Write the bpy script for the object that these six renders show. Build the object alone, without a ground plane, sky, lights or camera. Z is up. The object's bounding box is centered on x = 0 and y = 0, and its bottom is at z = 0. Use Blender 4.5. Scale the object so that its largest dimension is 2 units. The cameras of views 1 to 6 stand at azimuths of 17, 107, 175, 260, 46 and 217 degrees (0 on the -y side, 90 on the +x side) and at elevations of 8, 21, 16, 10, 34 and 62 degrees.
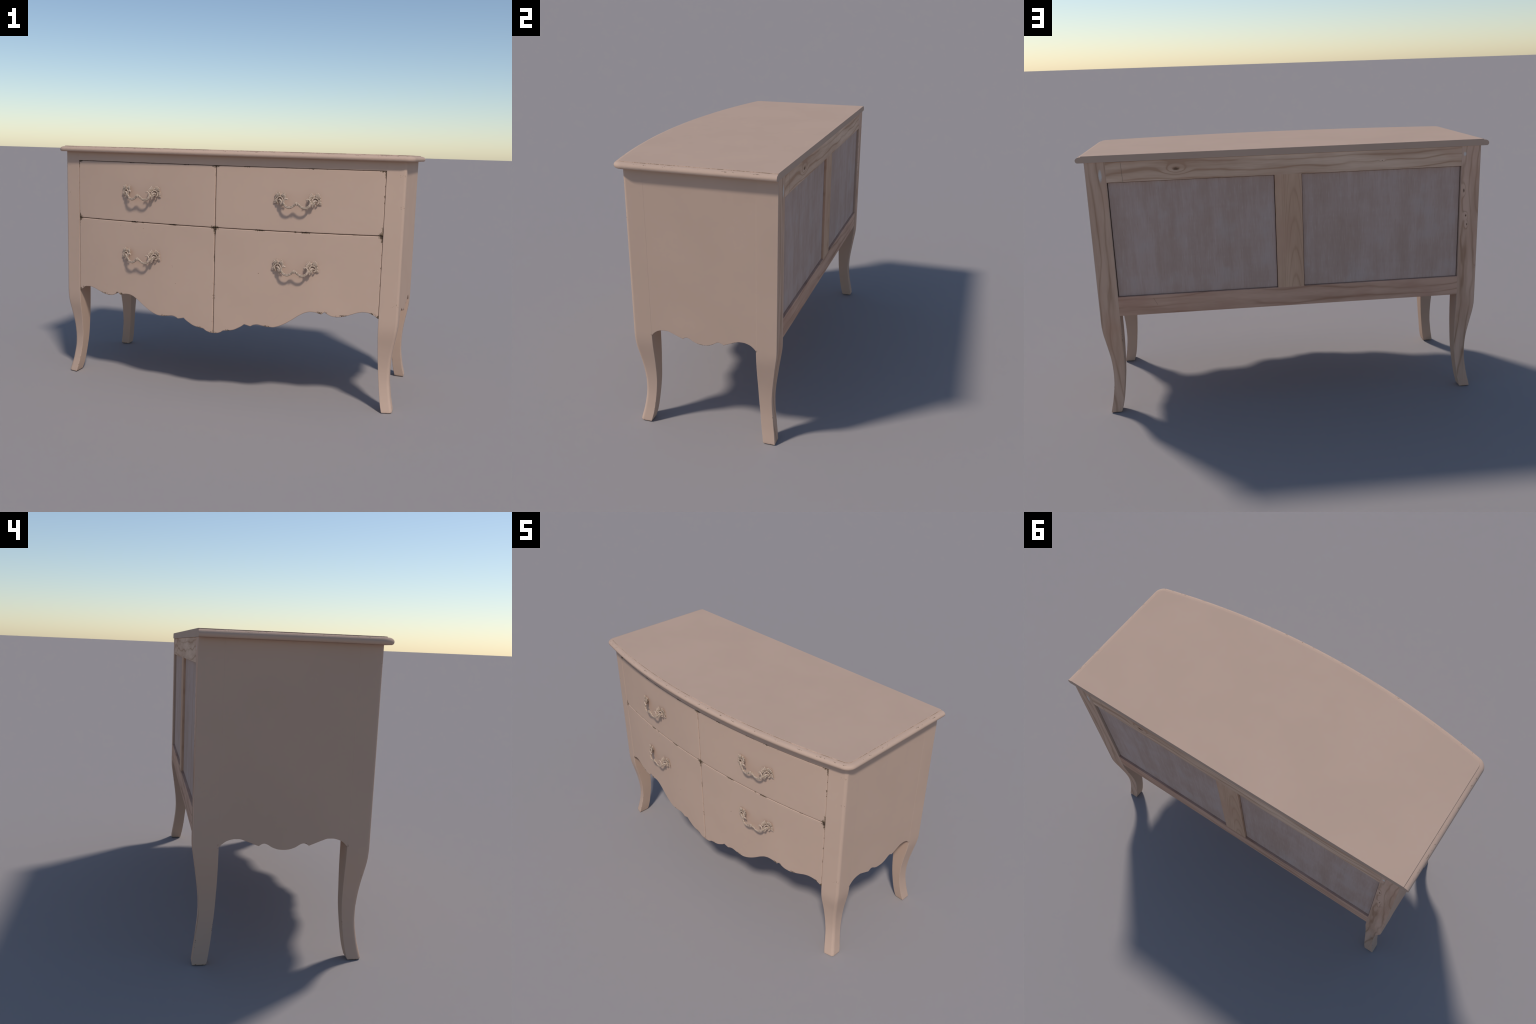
"""Bow-fronted four-drawer commode: painted front, sides and top, bare wood back."""
import bpy, math, random
import numpy as np

random.seed(7)
for o in list(bpy.data.objects):
    bpy.data.objects.remove(o, do_unlink=True)

# ------------------------------------------------------------------ sizes (m)
BODY_X = 0.9615           # outer side plane
BACK_Y = 0.434            # back plane of posts and rails
POST_IN_X = 0.865         # inner edge of the corner posts
TOP_UNDER = 1.3007        # underside of the table top
BOW_R, BOW_Y = 4.10, -0.398   # bow front: radius, y at x = 0
SEAM_Z = 0.928            # seam between the drawer rows
RAIL_Z = 1.2525           # seam between upper drawers and top rail
GAP = 0.0028


def bow(x):
    return BOW_Y + BOW_R - math.sqrt(BOW_R ** 2 - x * x)


def spline(points):
    """Monotone cubic interpolation through (t, value) control points."""
    p = sorted(points)
    t = np.array([a for a, _ in p], float)
    v = np.array([b for _, b in p], float)
    h = np.diff(t)
    d = np.diff(v) / h
    m = np.zeros_like(v)
    m[0], m[-1] = d[0], d[-1]
    for i in range(1, len(v) - 1):
        if d[i - 1] * d[i] > 0:
            w1, w2 = 2 * h[i] + h[i - 1], h[i] + 2 * h[i - 1]
            m[i] = (w1 + w2) / (w1 / d[i - 1] + w2 / d[i])

    def f(x):
        x = min(max(x, t[0]), t[-1])
        i = min(max(int(np.searchsorted(t, x)) - 1, 0), len(h) - 1)
        s = (x - t[i]) / h[i]
        return float((2*s**3 - 3*s*s + 1) * v[i] + (s**3 - 2*s*s + s) * h[i] * m[i]
                     + (3*s*s - 2*s**3) * v[i+1] + (s**3 - s*s) * h[i] * m[i+1])
    return f


def piecewise(*pieces):
    """Scalloped edge: smooth pieces that meet in cusps."""
    fs = [(p[0][0], p[-1][0], spline(p)) for p in pieces]

    def f(x):
        for a, b, g in fs:
            if x <= b:
                return g(x)
        return fs[-1][2](x)
    f.cusps = [p[0][0] for p in pieces][1:]
    return f


front_scallop = piecewise(
    [(0, .358), (.02, .3595), (.04, .366), (.056, .377)],
    [(.056, .377), (.084, .380), (.114, .387), (.143, .4015), (.160, .412), (.173, .423)],
    [(.173, .423), (.207, .415)],
    [(.207, .415), (.224, .424), (.245, .428), (.270, .424), (.301, .4195), (.326, .420), (.352, .4265),
     (.382, .440), (.421, .464), (.466, .496), (.497, .512), (.522, .5175), (.542, .517), (.562, .512), (.578, .508)],
    [(.578, .508), (.593, .521)],
    [(.593, .521), (.61, .510), (.634, .5005), (.657, .4985), (.69, .5035), (.728, .516), (.763, .528),
     (.788, .532), (.812, .530), (.838, .519), (.864, .5015)])
side_scallop = piecewise(
    [(0, .4805), (.016, .4815), (.045, .490), (.068, .5035), (.079, .507), (.088, .5055), (.102, .497)],
    [(.102, .497), (.136, .5105), (.160, .520), (.180, .526), (.199, .526), (.226, .520), (.247, .507), (.262, .491)])
SIDE_MID = 0.073

# corner post / cabriole leg: how far each face stands in, by height
leg_in_x = spline([(0, .0032), (.03, .0095), (.063, .017), (.111, .0242), (.158, .0298), (.206, .0310), (.252, .0296),
                   (.297, .0258), (.346, .0185), (.395, .0103), (.44, .0032), (.49, 0), (1.31, 0)])
leg_inner_x = spline([(0, .9035), (.046, .893), (.096, .8855), (.14, .880), (.19, .8745), (.24, .871),
                      (.31, .868), (.374, .866), (.45, POST_IN_X), (1.31, POST_IN_X)])
front_in_y = spline([(0, .0055), (.027, .013), (.059, .022), (.096, .030), (.137, .0365), (.173, .0395), (.209, .0395),
                     (.25, .036), (.29, .031), (.338, .0225), (.378, .014), (.413, .0065), (.448, .002), (.49, 0), (1.31, 0)])
front_inner_y = spline([(0, -.2215), (.042, -.211), (.088, -.204), (.138, -.1985), (.193, -.1935), (.233, -.191),
                        (.282, -.190), (.335, -.189), (.4, -.188), (.49, -.188), (1.31, -.188)])
back_in_y = spline([(0, .006), (.047, .0125), (.091, .019), (.134, .0245), (.182, .0295), (.225, .031), (.26, .0295),
                    (.303, .0255), (.345, .020), (.396, .013), (.443, .006), (.489, .0005), (.52, 0), (1.31, 0)])
back_inner_y = spline([(0, .3695), (.036, .362), (.071, .356), (.115, .350), (.154, .346), (.202, .341), (.245, .338),
                       (.293, .336), (.344, .3345), (.391, .334), (.49, .334), (1.31, .334)])


# ------------------------------------------------------------------ node helper
class Graph:
    def __init__(self, name):
        self.mat = bpy.data.materials.new(name)
        self.mat.use_nodes = True
        self.t = self.mat.node_tree
        self.b = self.t.nodes["Principled BSDF"]
        tc = self.t.nodes.new("ShaderNodeTexCoord")
        self.co = tc.outputs["Object"]
        sep = self.t.nodes.new("ShaderNodeSeparateXYZ")
        self.t.links.new(self.co, sep.inputs[0])
        self.x, self.y, self.z = sep.outputs

    def put(self, sock, v):
        if isinstance(v, bpy.types.NodeSocket):
            self.t.links.new(v, sock)
        elif isinstance(v, (tuple, list)) and len(v) == 3 and sock.type == 'RGBA':
            sock.default_value = (*v, 1)
        else:
            sock.default_value = v

    def m(self, op, a, b=0.0, clamp=False):
        n = self.t.nodes.new("ShaderNodeMath")
        n.operation = op
        n.use_clamp = clamp
        self.put(n.inputs[0], a)
        if op not in ('ABSOLUTE', 'SINE', 'EXPONENT', 'SQRT', 'FRACT', 'COSINE'):
            self.put(n.inputs[1], b)
        return n.outputs[0]

    def vec(self, x, y, z):
        n = self.t.nodes.new("ShaderNodeCombineXYZ")
        for s, v in zip(n.inputs, (x, y, z)):
            self.put(s, v)
        return n.outputs[0]

    def noise(self, vec, scale, detail=2.0, rough=0.5, dist=0.0):
        n = self.t.nodes.new("ShaderNodeTexNoise")
        self.put(n.inputs["Vector"], vec)
        n.inputs["Scale"].default_value = scale
        n.inputs["Detail"].default_value = detail
        n.inputs["Roughness"].default_value = rough
        n.inputs["Distortion"].default_value = dist
        return n.outputs[0]

    def step(self, v, lo, hi):
        n = self.t.nodes.new("ShaderNodeMapRange")
        n.interpolation_type = 'SMOOTHSTEP'
        self.put(n.inputs[0], v)
        self.put(n.inputs[1], lo)
        self.put(n.inputs[2], hi)
        return n.outputs[0]

    def mix(self, f, a, b):
        n = self.t.nodes.new("ShaderNodeMix")
        n.data_type = 'RGBA'
        self.put(n.inputs[0], f)
        self.put(n.inputs[6], a)
        self.put(n.inputs[7], b)
        return n.outputs[2]

    def stretched(self, sx, sy, sz, ox=0.0, oz=0.0):
        return self.vec(self.m('ADD', self.m('MULTIPLY', self.x, sx), ox), self.m('MULTIPLY', self.y, sy),
                        self.m('ADD', self.m('MULTIPLY', self.z, sz), oz))

    def blob(self, u, v, cu, cv, su, sv, amp=1.0):
        """amp * exp(-((u-cu)/su)^2 - ((v-cv)/sv)^2)"""
        a = self.m('DIVIDE', self.m('SUBTRACT', u, cu), su)
        b = self.m('DIVIDE', self.m('SUBTRACT', v, cv), sv)
        q = self.m('ADD', self.m('MULTIPLY', a, a), self.m('MULTIPLY', b, b))
        return self.m('MULTIPLY', self.m('EXPONENT', self.m('MULTIPLY', q, -1.0)), amp)

    def add(self, items):
        s = items[0]
        for i in items[1:]:
            s = self.m('ADD', s, i)
        return s

    def maxi(self, items):
        s = items[0]
        for i in items[1:]:
            s = self.m('MAXIMUM', s, i)
        return s

    def done(self, color, rough=0.6, spec=0.3, bump=None, strength=0.1):
        self.put(self.b.inputs["Base Color"], color)
        self.put(self.b.inputs["Roughness"], rough)
        self.b.inputs["Specular IOR Level"].default_value = spec
        if bump is not None:
            n = self.t.nodes.new("ShaderNodeBump")
            n.inputs["Strength"].default_value = strength
            n.inputs["Distance"].default_value = 0.002
            self.put(n.inputs["Height"], bump)
            self.t.links.new(n.outputs[0], self.b.inputs["Normal"])
        return self.mat


PAINT = (.536, .375, .288)
BROWN = (.200, .138, .090)
DARK = (.075, .05, .035)


def paint_base(g):
    n = g.noise(g.co, 3.0, 3.0)
    return g.mix(g.step(n, .35, .65), tuple(c * .985 for c in PAINT), tuple(c * 1.015 for c in PAINT))


def mat_paint():
    g = Graph("beige_paint")
    return g.done(paint_base(g), .8, .05, g.noise(g.co, 90, 3), .03)


def mat_paint_front():
    """Drawer paint, chipped along the seams, at their crossings and in a few spots."""
    g = Graph("chipped_drawer_paint")
    ax = g.m('ABSOLUTE', g.x)
    fine = g.noise(g.co, 190, 4.0, .65)
    patch = g.noise(g.vec(ax, 0.0, g.z), 11, 2.0)
    # distance to the nearest seam
    d = g.m('MINIMUM', g.m('ABSOLUTE', g.m('SUBTRACT', g.z, SEAM_Z)), ax)
    d = g.m('MINIMUM', d, g.m('ABSOLUTE', g.m('SUBTRACT', ax, POST_IN_X)))
    d = g.m('MINIMUM', d, g.m('ABSOLUTE', g.m('SUBTRACT', g.z, RAIL_Z)))
    # crossings and worn stretches (|x|, z, size x, size z, strength): the same wear on both halves
    spots = [(0, SEAM_Z, .030, .014, 1.0), (0, SEAM_Z - .012, .010, .034, .9), (0, RAIL_Z, .028, .014, 1.0),
             (POST_IN_X, SEAM_Z, .030, .020, 1.1), (POST_IN_X, SEAM_Z, .013, .055, 1.0), (POST_IN_X, RAIL_Z, .036, .012, 1.0),
             (POST_IN_X, RAIL_Z - .02, .009, .03, .95), (POST_IN_X, .503, .026, .026, 1.0), (0, .365, .022, .016, .62),
             (0, .556, .016, .030, .50), (0, .625, .015, .014, .46), (0, .42, .012, .012, .45),
             (POST_IN_X, 1.178, .006, .012, .8), (POST_IN_X, 1.124, .008, .013, .95), (POST_IN_X, 1.096, .006, .017, .95),
             (POST_IN_X, .764, .006, .016, .75), (POST_IN_X, .68, .006, .02, .8), (POST_IN_X, .83, .007, .02, .6),
             (.242, SEAM_Z, .040, .006, .95), (.483, SEAM_Z, .035, .0065, .95), (.43, SEAM_Z, .012, .007, .8),
             (.17, RAIL_Z, .025, .006, .9), (.505, RAIL_Z, .030, .006, .9), (.57, RAIL_Z, .03, .008, .5),
             (.571, .904, .011, .006, .52), (.243, .703, .007, .009, .52), (.223, .609, .008, .004, .46),
             (.505, 1.029, .010, .007, .46), (.678, .83, .004, .004, .5), (.425, .897, .004, .004, .5),
             (.83, .526, .022, .010, .75), (.57, .516, .028, .010, .80), (.60, .520, .012, .010, .7), (.70, .508, .055, .008, .72),
             (.65, .500, .02, .006, .7), (.29, .423, .048, .008, .72), (.085, .383, .032, .007, .70), (.02, .362, .03, .006, .62)]
    s = g.maxi([g.blob(ax, g.z, *q) for q in spots])
    chip = g.step(g.m('ADD', s, g.m('MULTIPLY', g.m('SUBTRACT', fine, .5), 2.0)), .56, .70)
    # thin fretting right at the seams
    fret = g.step(g.m('SUBTRACT', g.m('ADD', g.m('MULTIPLY', patch, 1.1), g.m('MULTIPLY', fine, .5)),
                      g.m('MULTIPLY', d, 70.0)), .72, .82)
    tone = g.mix(g.step(g.noise(g.co, 70, 2), .3, .7), DARK, BROWN)
    col = g.mix(g.m('MAXIMUM', chip, g.m('MULTIPLY', fret, .7)), paint_base(g), tone)
    return g.done(col, .8, .05, g.m('MULTIPLY', chip, -1.0), .25)


def mat_worn_edge(name="worn_paint_edge", lo=.60, hi=.66, fine=1.0, dark=DARK, brown=BROWN):
    """Paint rubbed through in irregular patches; used on arrises."""
    g = Graph(name)
    n = g.noise(g.co, 16, 2.0)
    f = g.noise(g.co, 170, 3.0, .6)
    k = g.step(g.m('ADD', n, g.m('MULTIPLY', g.m('SUBTRACT', f, .5), fine)), lo, hi)
    return g.done(g.mix(k, paint_base(g), g.mix(f, dark, brown)), .8, .05)


def mat_leg_paint():
    """Paint with rubbed patches at feet, knees and where the apron meets the legs."""
    g = Graph("rubbed_leg_paint")
    ax = g.m('ABSOLUTE', g.x)
    f = g.noise(g.co, 170, 3.0, .65)
    foot = g.step(g.z, .016, .0)
    yz = [(.334, .497, .012, .022, .62), (-.188, .500, .012, .020, .62), (-.262, .36, .014, .012, .45),
          (-.283, 1.225, .02, .022, .5), (-.283, 1.07, .02, .03, .48), (-.283, .57, .02, .03, .44)]
    s = g.maxi([g.m('MULTIPLY', foot, .60)] + [g.blob(g.y, g.z, *q) for q in yz])
    k = g.step(g.m('ADD', s, g.m('MULTIPLY', g.m('SUBTRACT', f, .5), 1.6)), .60, .72)
    return g.done(g.mix(k, paint_base(g), BROWN), .8, .05)


def mat_molding():
    """Rounded edge of the top, rubbed through in short dashes (the same on both halves)."""
    g = Graph("rubbed_top_edge")
    ax = g.m('ABSOLUTE', g.x)
    f = g.noise(g.stretched(.55, .55, 2.0), 170, 3.0, .65)
    front = [(.054, .008), (.118, .011), (.228, .009), (.308, .015), (.464, .013), (.600, .012), (.728, .010),
             (.845, .017), (.912, .009), (.960, .009)]
    side = [(-.208, .008), (-.165, .009), (-.074, .016), (-.03, .006), (.083, .012), (.206, .016), (.25, .01), (.34, .020)]
    s = g.maxi([g.blob(ax, g.z, x, 1.3256, w * 1.7, .0018, .60) for x, w in front]
               + [g.blob(g.y, g.z, y, 1.3256, w * 1.7, .0018, .58) for y, w in side])
    k = g.step(g.m('ADD', s, g.m('MULTIPLY', g.m('SUBTRACT', f, .5), 2.6)), .55, .75)
    return g.done(g.mix(g.m('MULTIPLY', k, .9), paint_base(g), BROWN), .8, .05)


def mat_wood(name, along, lines, wob, light, dark, knots=(), pale=(), arches=(), cracks=(), seed=0.0, contrast=.60,
             line_gain=1.0, tint=0.0, warm=(.50, .315, .225)):
    """Sawn wood: growth lines are contours of a field that runs along the board and swells round knots."""
    g = Graph(name)
    light, dark, warm = (tuple(v * k for v, k in zip(t, (1.13, 1.045, 1.01))) for t in (light, dark, warm))
    l, c = (g.x, g.z) if along == 'x' else (g.z, g.x)
    n1 = g.noise(g.vec(g.m('ADD', g.m('MULTIPLY', l, 1.7), seed), g.m('MULTIPLY', c, 6.0), seed), 1.0, 3.0, .45)
    field = g.add([g.m('MULTIPLY', c, lines), g.m('MULTIPLY', n1, wob)]
                  + [g.blob(l, c, kl, kc, sl, sc, a) for kl, kc, sl, sc, a in knots])
    for al, ac, w, k in arches:      # cathedral figure: nested parabolas
        q = g.m('DIVIDE', g.m('SUBTRACT', c, ac), w)
        q = g.m('ADD', g.m('MULTIPLY', q, q), g.m('MULTIPLY', g.m('SUBTRACT', l, al), k))
        field = g.m('ADD', g.m('MULTIPLY', field, .55), g.m('MULTIPLY', q, 1.0))
    wave = g.m('ADD', g.m('MULTIPLY', g.m('SINE', g.m('MULTIPLY', field, 6.2832)), .5), .5)
    fade = g.step(g.noise(g.vec(g.m('MULTIPLY', l, 2.2), g.m('MULTIPLY', c, 11.0), seed + 9.0), 1.0, 2.0), .22, .60)
    line = g.m('MULTIPLY', g.m('POWER', wave, 11.0), fade)
    fib = g.noise(g.vec(g.m('MULTIPLY', l, 14.0), g.m('MULTIPLY', c, 260.0), seed), 1.0, 3.0, .6)
    blot = g.noise(g.vec(g.m('MULTIPLY', l, 2.6), g.m('MULTIPLY', c, 30.0), seed + 5.0), 1.0, 3.0, .55)
    tone = g.noise(g.vec(g.m('MULTIPLY', l, 2.0), g.m('MULTIPLY', c, 12.0), seed + 13.0), 1.0, 2.0, .5)
    f = g.add([g.m('MULTIPLY', line, contrast * line_gain), g.m('MULTIPLY', wave, contrast * .18),
               g.m('MULTIPLY', g.m('SUBTRACT', fib, .5), .55), g.m('MULTIPLY', g.m('SUBTRACT', blot, .45), 1.0),
               g.m('MULTIPLY', g.m('SUBTRACT', tone, .40), 1.2)])
    if tint:                      # browner towards +x
        f = g.m('ADD', f, g.m('MULTIPLY', g.step(g.x, -.15, .55), tint))
    col = g.mix(g.m('ADD', f, 0.0, True), light, dark)
    col = g.mix(g.m('MULTIPLY', g.step(g.noise(g.vec(g.m('MULTIPLY', l, 5.0), g.m('MULTIPLY', c, 9.0), seed + 21.0), 1.0, 2.0), .45, .75), .5),
                col, warm)
    fine = g.noise(g.co, 120, 3.0, .6)
    for kl, kc, sl, sc, a in knots:
        k = g.step(g.m('ADD', g.blob(l, c, kl, kc, sl * .42, sc * .42, 1.0), g.m('MULTIPLY', g.m('SUBTRACT', fine, .5), .5)), .35, .95)
        col = g.mix(g.m('MULTIPLY', k, .85), col, (.12, .065, .04))
    for pl_, pc, sl, sc, a in pale:
        k = g.step(g.m('ADD', g.blob(l, c, pl_, pc, sl, sc, 1.0), g.m('MULTIPLY', g.m('SUBTRACT', fine, .5), .4)), .3, .9)
        col = g.mix(g.m('MULTIPLY', k, a), col, (.72, .74, .72))
    for x0, z0, slope, h, w in cracks:   # hairline running over height h from (x0, z0)
        dx = g.m('SUBTRACT', g.x, g.m('ADD', x0, g.m('MULTIPLY', g.m('SUBTRACT', g.z, z0), slope)))
        k = g.m('MULTIPLY', g.step(g.m('ABSOLUTE', dx), w, w * .3),
                g.step(g.m('ABSOLUTE', g.m('SUBTRACT', g.z, z0)), h, h * .8))
        col = g.mix(g.m('MULTIPLY', k, .55), col, (.14, .09, .06))
    return g.done(col, .8, .06, g.m('ADD', fib, g.m('MULTIPLY', line, -.6)), .12)


def mat_panel():
    g = Graph("weathered_plywood")
    fib = g.noise(g.stretched(190, 1, 16), 1.0, 3.0, .7)
    streak = g.noise(g.stretched(22, 1, 2.2, 3.0), 1.0, 3.0, .6)
    blot = g.noise(g.stretched(7, 1, 5.5, 9.0), 1.0, 3.0, .6)
    hor = g.noise(g.stretched(6, 1, 70, 1.0), 1.0, 2.0, .5)
    a = g.mix(g.step(g.m('ADD', g.m('MULTIPLY', streak, .55), g.m('MULTIPLY', blot, .45)), .36, .64),
              (.480, .335, .275), (.545, .400, .350))
    a = g.mix(g.m('MULTIPLY', g.step(blot, .50, .70), .30), a, (.51, .425, .390))
    k = g.m('ADD', g.m('MULTIPLY', g.m('SUBTRACT', fib, .5), 1.3), g.m('MULTIPLY', g.m('SUBTRACT', hor, .55), .25), False)
    a = g.mix(g.m('MULTIPLY', g.step(k, 0.0, .4), .4), a, (.39, .255, .20))
    a = g.mix(g.m('MULTIPLY', g.step(k, -.05, -.4), .3), a, (.69, .555, .51))
    return g.done(a, .85, .05, fib, .1)


def mat_handle():
    g = Graph("aged_painted_metal")
    f = g.noise(g.co, 130, 3.0, .6)
    return g.done(g.mix(g.step(f, .44, .66), (.545, .405, .315), (.33, .250, .175)), .7, .12, f, .1)


PAINTM = mat_paint()
FRONTM = mat_paint_front()
EDGEM = mat_worn_edge(lo=.66, hi=.72, fine=.8)
LEGM = mat_leg_paint()
LEGEDGE = mat_worn_edge("worn_leg_edge", .74, .80, 1.0)
MOLDM = mat_molding()
GROOVE = mat_worn_edge("rubbed_groove", .36, .62, .9, (.17, .115, .075), (.33, .235, .165))
PANELM = mat_panel()
HANDLEM = mat_handle()
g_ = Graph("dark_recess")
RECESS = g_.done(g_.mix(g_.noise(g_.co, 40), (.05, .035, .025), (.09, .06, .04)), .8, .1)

LIGHT_A, DARK_A = (.70, .53, .405), (.44, .285, .195)
LIGHT_B, DARK_B = (.58, .39, .295), (.37, .22, .15)
WOOD_TOP = mat_wood("upper_rail_wood", 'x', 26, 3.8, LIGHT_A, DARK_A,
                    knots=[(.536, 1.255, .05, .022, 2.2), (-.465, 1.249, .010, .006, .8)],
                    cracks=[(.791, 1.25, .04, .05, .0018)], seed=2.3, tint=.35)
WOOD_LOW = mat_wood("lower_rail_wood", 'x', 22, 3.6, LIGHT_B, DARK_B, cracks=[(.683, .597, .5, .02, .0012)], seed=8.1, warm=(.46, .27, .20))
WOOD_MID = mat_wood("stile_wood", 'z', 9, 1.6, (.58, .40, .285), (.40, .25, .165),
                    arches=[(.855, -.024, .031, 6.9)], seed=4.0, contrast=.38)
WOOD_R = mat_wood("back_leg_wood", 'z', 24, 3.6, (.58, .415, .315), (.36, .23, .155),
                  pale=[(1.237, .892, .034, .010, .55)], seed=1.0)
WOOD_L = mat_wood("knotty_back_leg_wood", 'z', 22, 4.6, (.62, .44, .34), (.365, .232, .158),
                  knots=[(.951, -.897, .018, .012, 1.2), (.905, -.904, .018, .010, 1.0), (1.079, -.882, .03, .014, 1.0),
                         (.682, -.957, .008, .005, .6)],
                  pale=[(1.262, -.881, .012, .010, .5)], seed=6.0)
WOOD_IN = mat_wood("bottom_board_wood", 'x', 30, 2.0, LIGHT_B, DARK_B, seed=3.0)


# ------------------------------------------------------------------ mesh helpers
ROOT = bpy.data.objects.new("dresser", None)
bpy.context.collection.objects.link(ROOT)
ROOT["label"] = "bow-front beige painted dresser with four drawers and wooden back"
ROOT["category"] = "dresser"


def make(name, verts, faces, mats, index=None, parent=ROOT, angle=35, kind=None):
    me = bpy.data.meshes.new(name)
    me.from_pydata([tuple(map(float, v)) for v in verts], [], faces)
    for m_ in mats:
        me.materials.append(m_)
    if index is not None:
        me.polygons.foreach_set("material_index", index)
    me.polygons.foreach_set("use_smooth", [True] * len(me.polygons))
    me.update()
    me.set_sharp_from_angle(angle=math.radians(angle))
    o = bpy.data.objects.new(name, me)
    bpy.context.collection.objects.link(o)
    o.parent = parent
    wn = o.modifiers.new("face_weighted_normals", 'WEIGHTED_NORMAL')
    wn.keep_sharp = True
    wn.weight = 90
    if kind:
        o["kind"] = kind
    return o


def grid_steps(a, b, r, step, extra=()):
    """Stations from a to b, dense within r of both ends (for the rounded arris)."""
    s = {round(v, 6) for v in (a, b)}
    if r > 0:
        for q in (.12, .3, .55, 1.0):
            s |= {round(a + r * q, 6), round(b - r * q, 6)}
    n = max(1, int((b - a - 2 * r) / step))
    s |= {round(a + r + (b - a - 2 * r) * i / n, 6) for i in range(n + 1)}
    s |= {round(e, 6) for e in extra if a < e < b}
    s = sorted(s)
    return [v for i, v in enumerate(s) if i == 0 or v - s[i - 1] > 1e-5]


def slab(name, u0, u1, bottom, top, place, thick, r, mats, band=0.0, sides=(1, 1, 1, 1), step=.012, cusps=(), rows=14,
         parent=ROOT):
    """Board over u0..u1 and bottom(u)..top with rounded arrises; place(u, z, depth) gives the point.
    sides: which of (u0, u1, bottom, top) are rounded.  Faces within band of a rounded edge get mats[1]."""
    us = grid_steps(u0, u1, r, step, cusps)
    V, F, I = [], [], []

    def dist(u, z, zb):
        c = [d for d, s in zip((u - u0, u1 - u, z - zb, top - z), sides) if s]
        return min(c) if c else 1.0

    nz = None
    D = []
    for u in us:
        zb = bottom(u)
        ts = [0, .12 * r, .3 * r, .55 * r, r]
        inner = [r + (top - zb - 2 * r) * k / rows for k in range(1, rows)]
        ts = ts + inner + [top - zb - t for t in reversed(ts)]
        nz = len(ts)
        for t in ts:
            d = dist(u, zb + t, zb)
            off = 0 if d >= r or r == 0 else r - math.sqrt(max(0, r * r - (r - d) ** 2))
            V.append(place(u, zb + t, off))
            D.append(d)
    nu = len(us)
    nf = len(V)
    for u in us:
        zb = bottom(u)
        V.append(place(u, zb, thick))
        V.append(place(u, top, thick))
    for i in range(nu - 1):
        for k in range(nz - 1):
            a, b = i * nz + k, (i + 1) * nz + k
            F.append((a, b, b + 1, a + 1))
            I.append(1 if band > 0 and (D[a] + D[b] + D[a + 1] + D[b + 1]) / 4 < band else 0)
        p, q = nf + 2 * i, nf + 2 * i + 2
        F += [(p, q, (i + 1) * nz, i * nz), (i * nz + nz - 1, (i + 1) * nz + nz - 1, q + 1, p + 1), (q, p, p + 1, q + 1)]
        I += [2 if len(mats) > 2 else 0, 0, 0]
    F.append(tuple([nf] + list(range(0, nz)) + [nf + 1]))
    e = (nu - 1) * nz
    F.append(tuple([nf + 2 * (nu - 1) + 1] + list(range(e + nz - 1, e - 1, -1)) + [nf + 2 * (nu - 1)]))
    I += [0, 0]
    return make(name, V, F, mats, I, parent, 40)


def box(name, x0, x1, y0, y1, z0, z1, mat, b=.001):
    """Board with chamfered edges."""
    import bmesh
    bm = bmesh.new()
    bmesh.ops.create_cube(bm, size=1)
    for v in bm.verts:
        v.co = ((x0 + x1) / 2 + v.co.x * (x1 - x0), (y0 + y1) / 2 + v.co.y * (y1 - y0), (z0 + z1) / 2 + v.co.z * (z1 - z0))
    bmesh.ops.bevel(bm, geom=bm.edges[:], offset=b, segments=2, affect='EDGES', profile=.5)
    V = [v.co[:] for v in bm.verts]
    F = [[v.index for v in f.verts] for f in bm.faces]
    bm.free()
    return make(name, V, F, [mat])


# ------------------------------------------------------------------ drawers and front rail
def on_bow(u, z, depth):
    return (u, bow(u) + depth, z)


h = GAP / 2
EDGE_X = POST_IN_X - h
for sgn in (-1, 1):
    a, b = (h, EDGE_X) if sgn > 0 else (-EDGE_X, -h)
    slab("drawer_front", a, b, lambda u: SEAM_Z + h, RAIL_Z - h, on_bow, .022, .0045, [FRONTM, FRONTM], cusps=())
    slab("drawer_front", a, b, lambda u: front_scallop(abs(u)), SEAM_Z - h, on_bow, .022, .0045, [FRONTM, EDGEM, EDGEM],
         step=.006, cusps=[sgn * c for c in front_scallop.cusps], rows=20)
slab("front_rail", -EDGE_X - .006, EDGE_X + .006, lambda u: RAIL_Z + h * .6, TOP_UNDER - .0004,
     lambda u, z, d: (u, bow(u) + .0005 + d, z), .022, .0018, [PAINTM], sides=(0, 0, 1, 0), rows=4)
# near-black sheet behind the drawer fronts; its colour deepens the shadow in the seams
slab("seam_shadow_sheet", -POST_IN_X - .005, POST_IN_X + .005, lambda u: .545, TOP_UNDER - .004, lambda u, z, d: (u, bow(u) + .0235 + d, z),
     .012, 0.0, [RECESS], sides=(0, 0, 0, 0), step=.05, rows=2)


# ------------------------------------------------------------------ side panels
for sgn in (-1, 1):
    def on_side(u, z, depth, s=sgn):
        return (s * (BODY_X - .0003 - depth), u, z)
    o = slab("side_panel", -.196, .342, lambda u: side_scallop(abs(u - SIDE_MID)), TOP_UNDER - .0004, on_side, .020, .003,
             [PAINTM, EDGEM, EDGEM], sides=(0, 0, 1, 0), band=.0035, step=.006,
             cusps=[SIDE_MID + c * k for c in side_scallop.cusps for k in (-1, 1)], rows=10)
    if sgn < 0:
        o.data.flip_normals()


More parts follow.
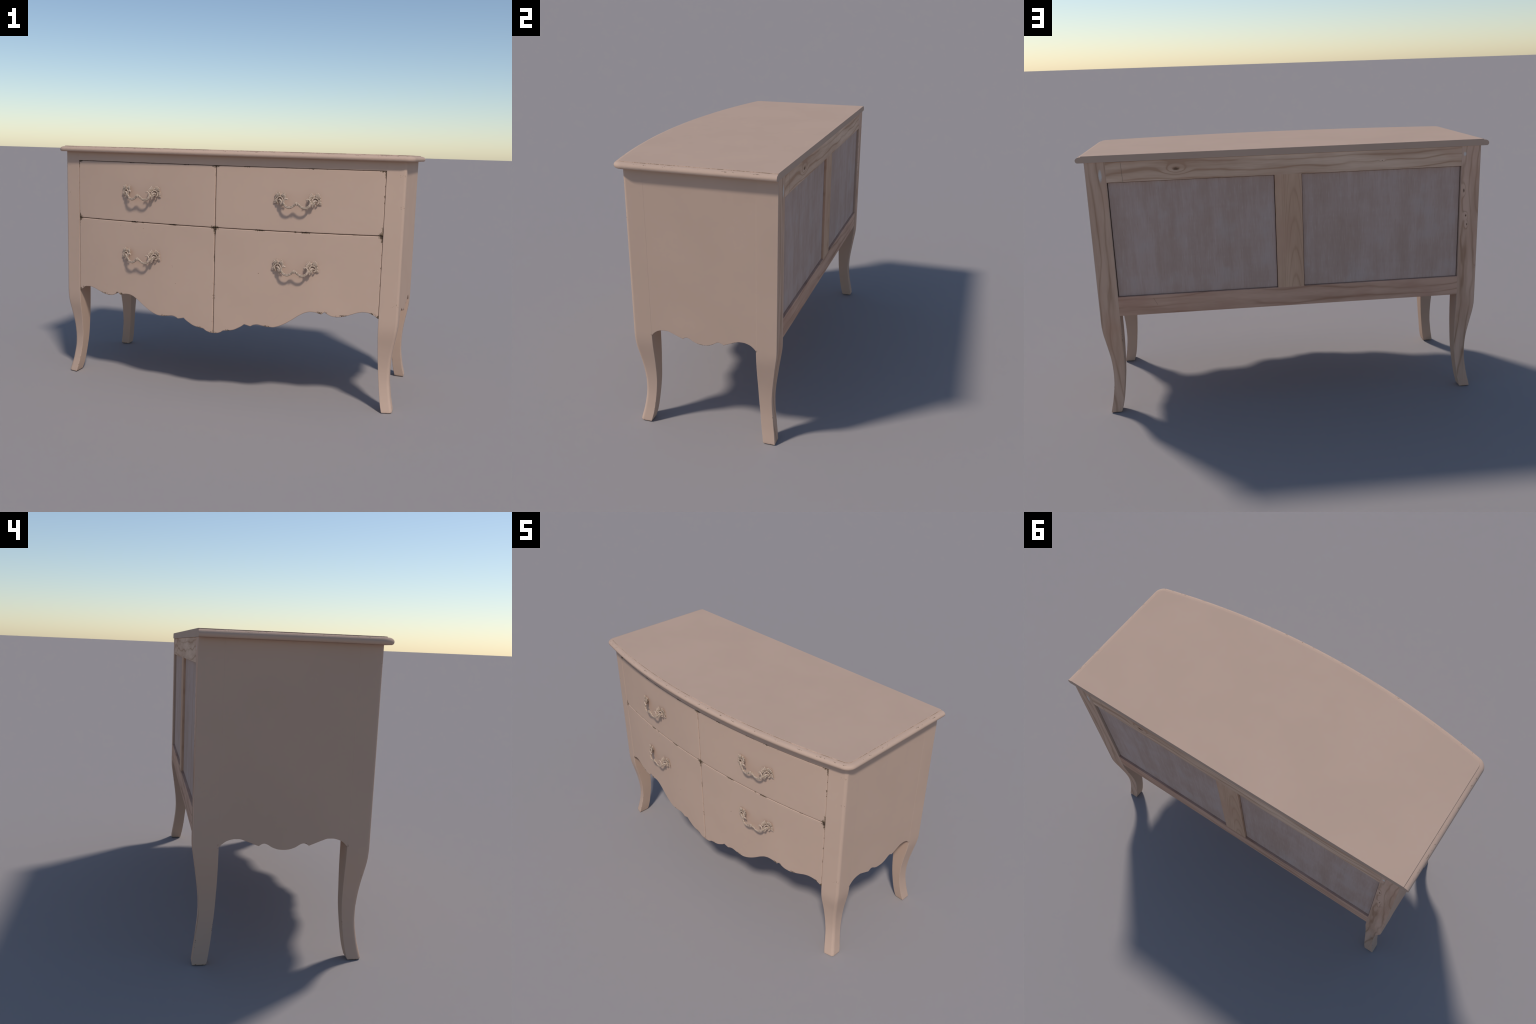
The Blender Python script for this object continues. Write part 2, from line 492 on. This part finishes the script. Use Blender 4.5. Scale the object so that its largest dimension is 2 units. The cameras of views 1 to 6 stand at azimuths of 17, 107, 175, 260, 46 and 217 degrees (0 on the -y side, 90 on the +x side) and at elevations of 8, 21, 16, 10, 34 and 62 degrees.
# ------------------------------------------------------------------ corner posts running down into cabriole legs
def rounded(corners, radii, seg=5):
    """Quadrilateral section with rounded corners (corners counter-clockwise)."""
    out = []
    n = len(corners)
    for i in range(n):
        p, c, q = (np.array(corners[(i + k) % n], float) for k in (-1, 0, 1))
        r = radii[i]
        d1, d2 = (p - c) / np.linalg.norm(p - c), (q - c) / np.linalg.norm(q - c)
        a, b = c + d1 * r, c + d2 * r
        for k in range(seg + 1):
            t = k / seg
            # quadratic blend is close enough to a quarter circle at this size
            w = .7071
            k0, k1, k2 = (1 - t) ** 2, 2 * t * (1 - t) * w, t * t
            out.append((a * k0 + c * k1 + b * k2) / (k0 + k1 + k2))
    return out


def leg(front, sgn, wood=None):
    zs = [0, .0015, .005, .012] + [.02 * i for i in range(1, 28)] + [.6, .8, 1.0, 1.2, TOP_UNDER - .0003]
    SEG = 5
    V, F, I = [], [], []
    for z in zs:
        xo, xi = BODY_X - leg_in_x(z), leg_inner_x(z)
        ins = .003 if z == 0 else (.0012 if z == .0015 else 0)
        if front:
            yi, dy = front_inner_y(z), front_in_y(z)
            cs = [(xi + ins, bow(xi) + dy + ins), (xo - ins, bow(xo) + dy + ins), (xo - ins, yi - ins), (xi + ins, yi - ins)]
            rs = (.0025, .014, .0018, .0025)
        else:
            yi, yo = back_inner_y(z), BACK_Y - back_in_y(z)
            cs = [(xi + ins, yi + ins), (xo - ins, yi + ins), (xo - ins, yo - ins), (xi + ins, yo - ins)]
            rs = (.0025, .0018, .0025, .0015)
        V += [(sgn * p[0], p[1], z) for p in rounded(cs, rs, SEG)]
    n = 4 * (SEG + 1)
    for k in range(len(zs) - 1):
        for i in range(n):
            a, b = k * n + i, k * n + (i + 1) % n
            f = (a, b, b + n, a + n)
            F.append(f if sgn > 0 else f[::-1])
            corner, inside = divmod(i, SEG + 1)
            if not front and corner == 2 and inside == SEG:
                I.append(2)                                   # sawn back face
            elif inside < SEG and zs[k] < .52 and not (front and corner == 1):
                I.append(1)
            else:
                I.append(0)
    F.append(tuple(range(n))[::-1] if sgn > 0 else tuple(range(n)))
    top = tuple(range((len(zs) - 1) * n, len(zs) * n))
    F.append(top if sgn > 0 else top[::-1])
    I += [0, 0]
    return make("leg", V, F, [LEGM, LEGEDGE] + ([wood] if wood else []), I, angle=40)


for sgn in (-1, 1):
    leg(True, sgn)
    leg(False, sgn, WOOD_R if sgn > 0 else WOOD_L)

# ------------------------------------------------------------------ back frame and panels, bottom board
ry = BACK_Y - .0006
box("back_rail", -POST_IN_X - .004, POST_IN_X + .004, ry - .02, ry, 1.203, TOP_UNDER - .0008, WOOD_TOP)
box("back_rail", -POST_IN_X - .004, POST_IN_X + .004, ry - .02, ry + .0004, .5315, .630, WOOD_LOW)
box("back_stile", -.0662, .0662, ry - .02, ry - .0002, .6285, 1.2045, WOOD_MID)
for x0, x1 in ((.0690, .8615), (-.8615, -.0690)):
    box("back_panel", x0, x1, ry - .0185, ry - .012, .6315, 1.2000, PANELM, .0008)
box("dark_board_behind_panels", -.90, .90, ry - .034, ry - .028, .60, 1.25, RECESS)  # almost black board, visible only through the slots round the back panels
box("bottom_board", -.945, .945, -.27, .41, .536, .550, WOOD_IN)

# ------------------------------------------------------------------ table top
TOP_X, TOP_BACK, TOP_FRONT, TOP_R, CORNER = 1.0, .4368, -.4368, 4.14, .058
fc_x = TOP_X - CORNER
fc_y = TOP_FRONT + TOP_R - math.sqrt((TOP_R - CORNER) ** 2 - fc_x ** 2)
# profile of the edge, from the underside up: (inset from the widest line, height)
PROFILE = [(.060, TOP_UNDER), (.0085, TOP_UNDER), (.0055, 1.3022), (.0028, 1.3041), (.0010, 1.3071), (.0001, 1.3111),
           (.0000, 1.3141), (.0010, 1.3178), (.0034, 1.3213), (.0065, 1.3241), (.0105, 1.3264), (.0155, 1.3280),
           (.0210, 1.3289), (.0262, 1.3292), (.0270, 1.3318), (.0278, 1.3324), (.0290, 1.3326)]


def top_outline(inset):
    r = CORNER - inset
    pts = [(TOP_X - inset, TOP_BACK + (fc_y - TOP_BACK) * k / 24) for k in range(24)]
    a1 = math.atan2(fc_y - (TOP_FRONT + TOP_R), fc_x)          # direction of the tangent point on the bow
    for k in range(13):
        a = a1 * k / 12
        pts.append((fc_x + r * math.cos(a), fc_y + r * math.sin(a)))
    R = TOP_R - inset
    a2 = -math.pi / 2
    for k in range(1, 41):
        a = a1 + (a2 - a1) * k / 40
        pts.append((R * math.cos(a), TOP_FRONT + TOP_R + R * math.sin(a)))
    return pts + [(-x, y) for x, y in reversed(pts[:-1])]


V, F, I = [], [], []
for ins, z in PROFILE:
    V += [(x, y, z) for x, y in top_outline(max(ins, 0) if ins < CORNER else CORNER - .001)]
n = len(V) // len(PROFILE)
for k in range(len(PROFILE) - 1):
    for i in range(n - 1):
        a = k * n + i
        F.append((a, a + n, a + n + 1, a + 1))
        I.append(2 if k == 13 else (1 if 6 <= k <= 12 else 0))
F.append(tuple(range(n)))
F.append(tuple(range(len(V) - 1, len(V) - n - 1, -1)))
F.append(tuple([k * n for k in range(len(PROFILE))][::-1] + [k * n + n - 1 for k in range(len(PROFILE))]))
I += [0, 0, 0]
make("table_top", V, F, [PAINTM, MOLDM, GROOVE], I, angle=30)


# ------------------------------------------------------------------ rococo drop handles
def catmull(P, per=6):
    P = [np.array(p, float) for p in P]
    Q = [2 * P[0] - P[1]] + P + [2 * P[-1] - P[-2]]
    out = []
    for i in range(1, len(Q) - 2):
        for k in range(per):
            t = k / per
            a, b, c, d = Q[i - 1:i + 3]
            out.append(.5 * (2 * b + (c - a) * t + (2 * a - 5 * b + 4 * c - d) * t * t + (3 * b - a - 3 * c + d) * t ** 3))
    return out + [P[-1]]


def tube(P, R, seg=8, per=6, flat=1.0):
    """Round bar through P with radii R; flat squashes it towards the drawer (w axis)."""
    C = catmull([list(p) + [r] for p, r in zip(P, R)], per)
    V, F = [], []
    pts = [c[:3] for c in C]
    for i, c in enumerate(C):
        t = pts[min(i + 1, len(pts) - 1)] - pts[max(i - 1, 0)]
        t /= np.linalg.norm(t)
        w = np.array([0, 0, 1.0])
        s = np.cross(t, w)
        if np.linalg.norm(s) < 1e-4:
            s = np.array([1.0, 0, 0])
        s /= np.linalg.norm(s)
        u = np.cross(s, t)
        for k in range(seg):
            a = 2 * math.pi * k / seg
            V.append(pts[i] + max(c[3], .0002) * (math.cos(a) * s + math.sin(a) * u * flat))
    for i in range(len(C) - 1):
        for k in range(seg):
            a, b = i * seg + k, i * seg + (k + 1) % seg
            F.append((a, a + seg, b + seg, b))
    F.append(tuple(range(seg)))
    F.append(tuple(range(len(V) - 1, len(V) - seg - 1, -1)))
    return V, F


def join(parts):
    V, F = [], []
    for v, f in parts:
        o = len(V)
        V += list(v)
        F += [tuple(i + o for i in q) for q in f]
    return V, F


def mirror(part):
    v, f = part
    return [(-p[0], p[1], p[2]) for p in v], [q[::-1] for q in f]


def leaflet(u, v, w, ang, length, width, thick=.55, curl=.004):
    """Ridged teardrop lobe that grows from (u, v, w) in direction ang."""
    a = math.radians(ang)
    d = np.array([math.cos(a), math.sin(a)])
    P = [(u + d[0] * length * t, v + d[1] * length * t, w + curl * math.sin(t * 2.6)) for t in (0, .25, .55, .8, 1.0)]
    return tube(P, [width * k for k in (.45, .85, 1.0, .72, .25)], 8, 3, thick)


def handle_meshes():
    """Local frame: u across, v up, w out of the drawer; right half built, then mirrored."""
    half = [(0, .0020, .040), (.007, -.0005, .0395), (.018, -.0105, .038), (.032, -.0180, .0365), (.047, -.0180, .035),
            (.0590, -.0115, .034), (.0668, .0010, .0335), (.0672, .0125, .0335), (.0630, .0215, .0338),
            (.0560, .0255, .0345), (.0495, .0230, .0352), (.0480, .0195, .0352)]
    rad = [.0070, .0066, .0055, .0056, .0060, .0060, .0056, .0048, .0042, .0042, .0048, .0030]
    bail_r = tube(half, rad, 10, 6, .85)
    # raised bead along the upper side, and a keel below, as on a cast pull
    lip = [(u, v + .0050 + max(0, .0045 - u * .5), w + .0032) for u, v, w in half[0:7]]
    bead = tube(lip, [.0018, .0021, .0022, .0022, .0022, .0020, .0010], 6, 5)
    keel = tube([(u, v - .0038, w - .001) for u, v, w in half[1:6]], [.0012, .0022, .0026, .0024, .0010], 6, 5)
    peak = [leaflet(0, .0115, .0430, -90, .0210, .0034, .8, .003)] + \
           [leaflet(sg * .0015, .0100, .0420, -90 + sg * 40, .0180, .0036, .8, .002) for sg in (1, -1)]
    bail = join([bail_r, mirror(bail_r), bead, mirror(bead), keel, mirror(keel)] + peak)
    # scroll: horseshoe ring whose inner limb lies against the bail, outer limb ends in a curl
    ring = [(.0670, -.0080, .0325), (.0712, .0020, .0300), (.0726, .0120, .0260), (.0752, .0225, .0205), (.0825, .0310, .0160),
            (.0920, .0328, .0140), (.1010, .0285, .0125), (.1060, .0190, .0120), (.1062, .0085, .0125), (.1012, .0028, .0140),
            (.0968, .0055, .0145)]
    scroll = tube(ring, [.0034, .0038, .0036, .0033, .0032, .0032, .0031, .0030, .0032, .0037, .0022], 9, 6, .9)
    stem = tube([(.088, .012, -.001), (.087, .012, .010), (.083, .011, .022)], [.0085, .0065, .0045], 10, 4, 1.0)
    shell = [tube([(.1000, .0130, .016), (.0930, .0185, .0200), (.0855, .0170, .0235), (.0790, .0070, .0260), (.0755, -.0060, .0255),
                   (.0790, -.0145, .0230)], [.0022, .0046, .0054, .0056, .0048, .0024], 9, 5, .7),
             tube([(.0945, .0070, .018), (.0890, .0090, .022), (.0850, .0020, .025), (.0840, -.0100, .023)],
                  [.0018, .0034, .0040, .0018], 8, 5, .7)]
    scroll = join([scroll, stem] + shell)

    # leaves: inner spray beside the hook, crown spray over the ring, outer spray
    def spray(lobes):
        return join([leaflet(u, v, w, ang, ln, wd, .7, .0035) for u, v, w, ang, ln, wd in lobes])
    inner = spray([(.0700, .0240, .024, 156, .0150, .0026), (.0708, .0255, .022, 141, .0205, .0032), (.0722, .0270, .019, 127, .0250, .0034),
                   (.0740, .0285, .016, 114, .0275, .0036), (.0760, .0295, .013, 101, .0290, .0036), (.0780, .0310, .011, 90, .0235, .0028)])
    crown = spray([(.0910, .0320, .008, 79, .0280, .0034), (.0930, .0320, .007, 66, .0285, .0038), (.0950, .0315, .006, 52, .0275, .0040),
                   (.0970, .0305, .005, 37, .0245, .0038), (.0990, .0290, .004, 21, .0190, .0030)])
    outer = spray([(.1045, .0170, .004, 44, .0170, .0032), (.1050, .0135, .0035, 22, .0165, .0038), (.1040, .0100, .003, 2, .0185, .0040),
                   (.1030, .0070, .002, -12, .0225, .0036), (.1010, .0032, .002, -4, .0240, .0028)])
    fill = tube([(.071, .028, .010), (.080, .038, .005), (.098, .038, .002), (.109, .024, .001), (.112, .008, .001)],
                [.005, .0085, .0095, .008, .006], 8, 4, .3)
    return bail, scroll, inner, crown, join([outer, fill])


def mesh_of(name, part):
    me = bpy.data.meshes.new(name)
    # local axes: u -> x, v -> z, w -> -y
    me.from_pydata([(float(p[0]), -float(p[2]), float(p[1])) for p in part[0]], [], [q[::-1] for q in part[1]])
    me.materials.append(HANDLEM)
    me.polygons.foreach_set("use_smooth", [True] * len(me.polygons))
    me.update()
    return me


bail, scroll, inner, crown, outer = handle_meshes()
DATA = {"handle": mesh_of("bail", bail)}
for nm, part in (("scroll", scroll), ("inner_leaf", inner), ("crown_leaf", crown), ("outer_leaf", outer)):
    DATA[nm, 1] = mesh_of(nm, part)
    DATA[nm, -1] = mesh_of(nm + "_mirrored", mirror(part))
for hx in (-.436, .436):
    for hz in (1.0735, .7285):
        hd = bpy.data.objects.new("handle", DATA["handle"])
        bpy.context.collection.objects.link(hd)
        hd.parent = ROOT
        hd.location = (hx, bow(hx), hz)
        hd.rotation_euler = (0, 0, math.asin(hx / BOW_R))
        for s in (1, -1):
            for nm, obn in (("scroll", "scroll"), ("inner_leaf", "acanthus_leaf"), ("crown_leaf", "acanthus_leaf"),
                            ("outer_leaf", "acanthus_leaf")):
                o = bpy.data.objects.new(obn, DATA[nm, s])
                bpy.context.collection.objects.link(o)
                o.parent = hd
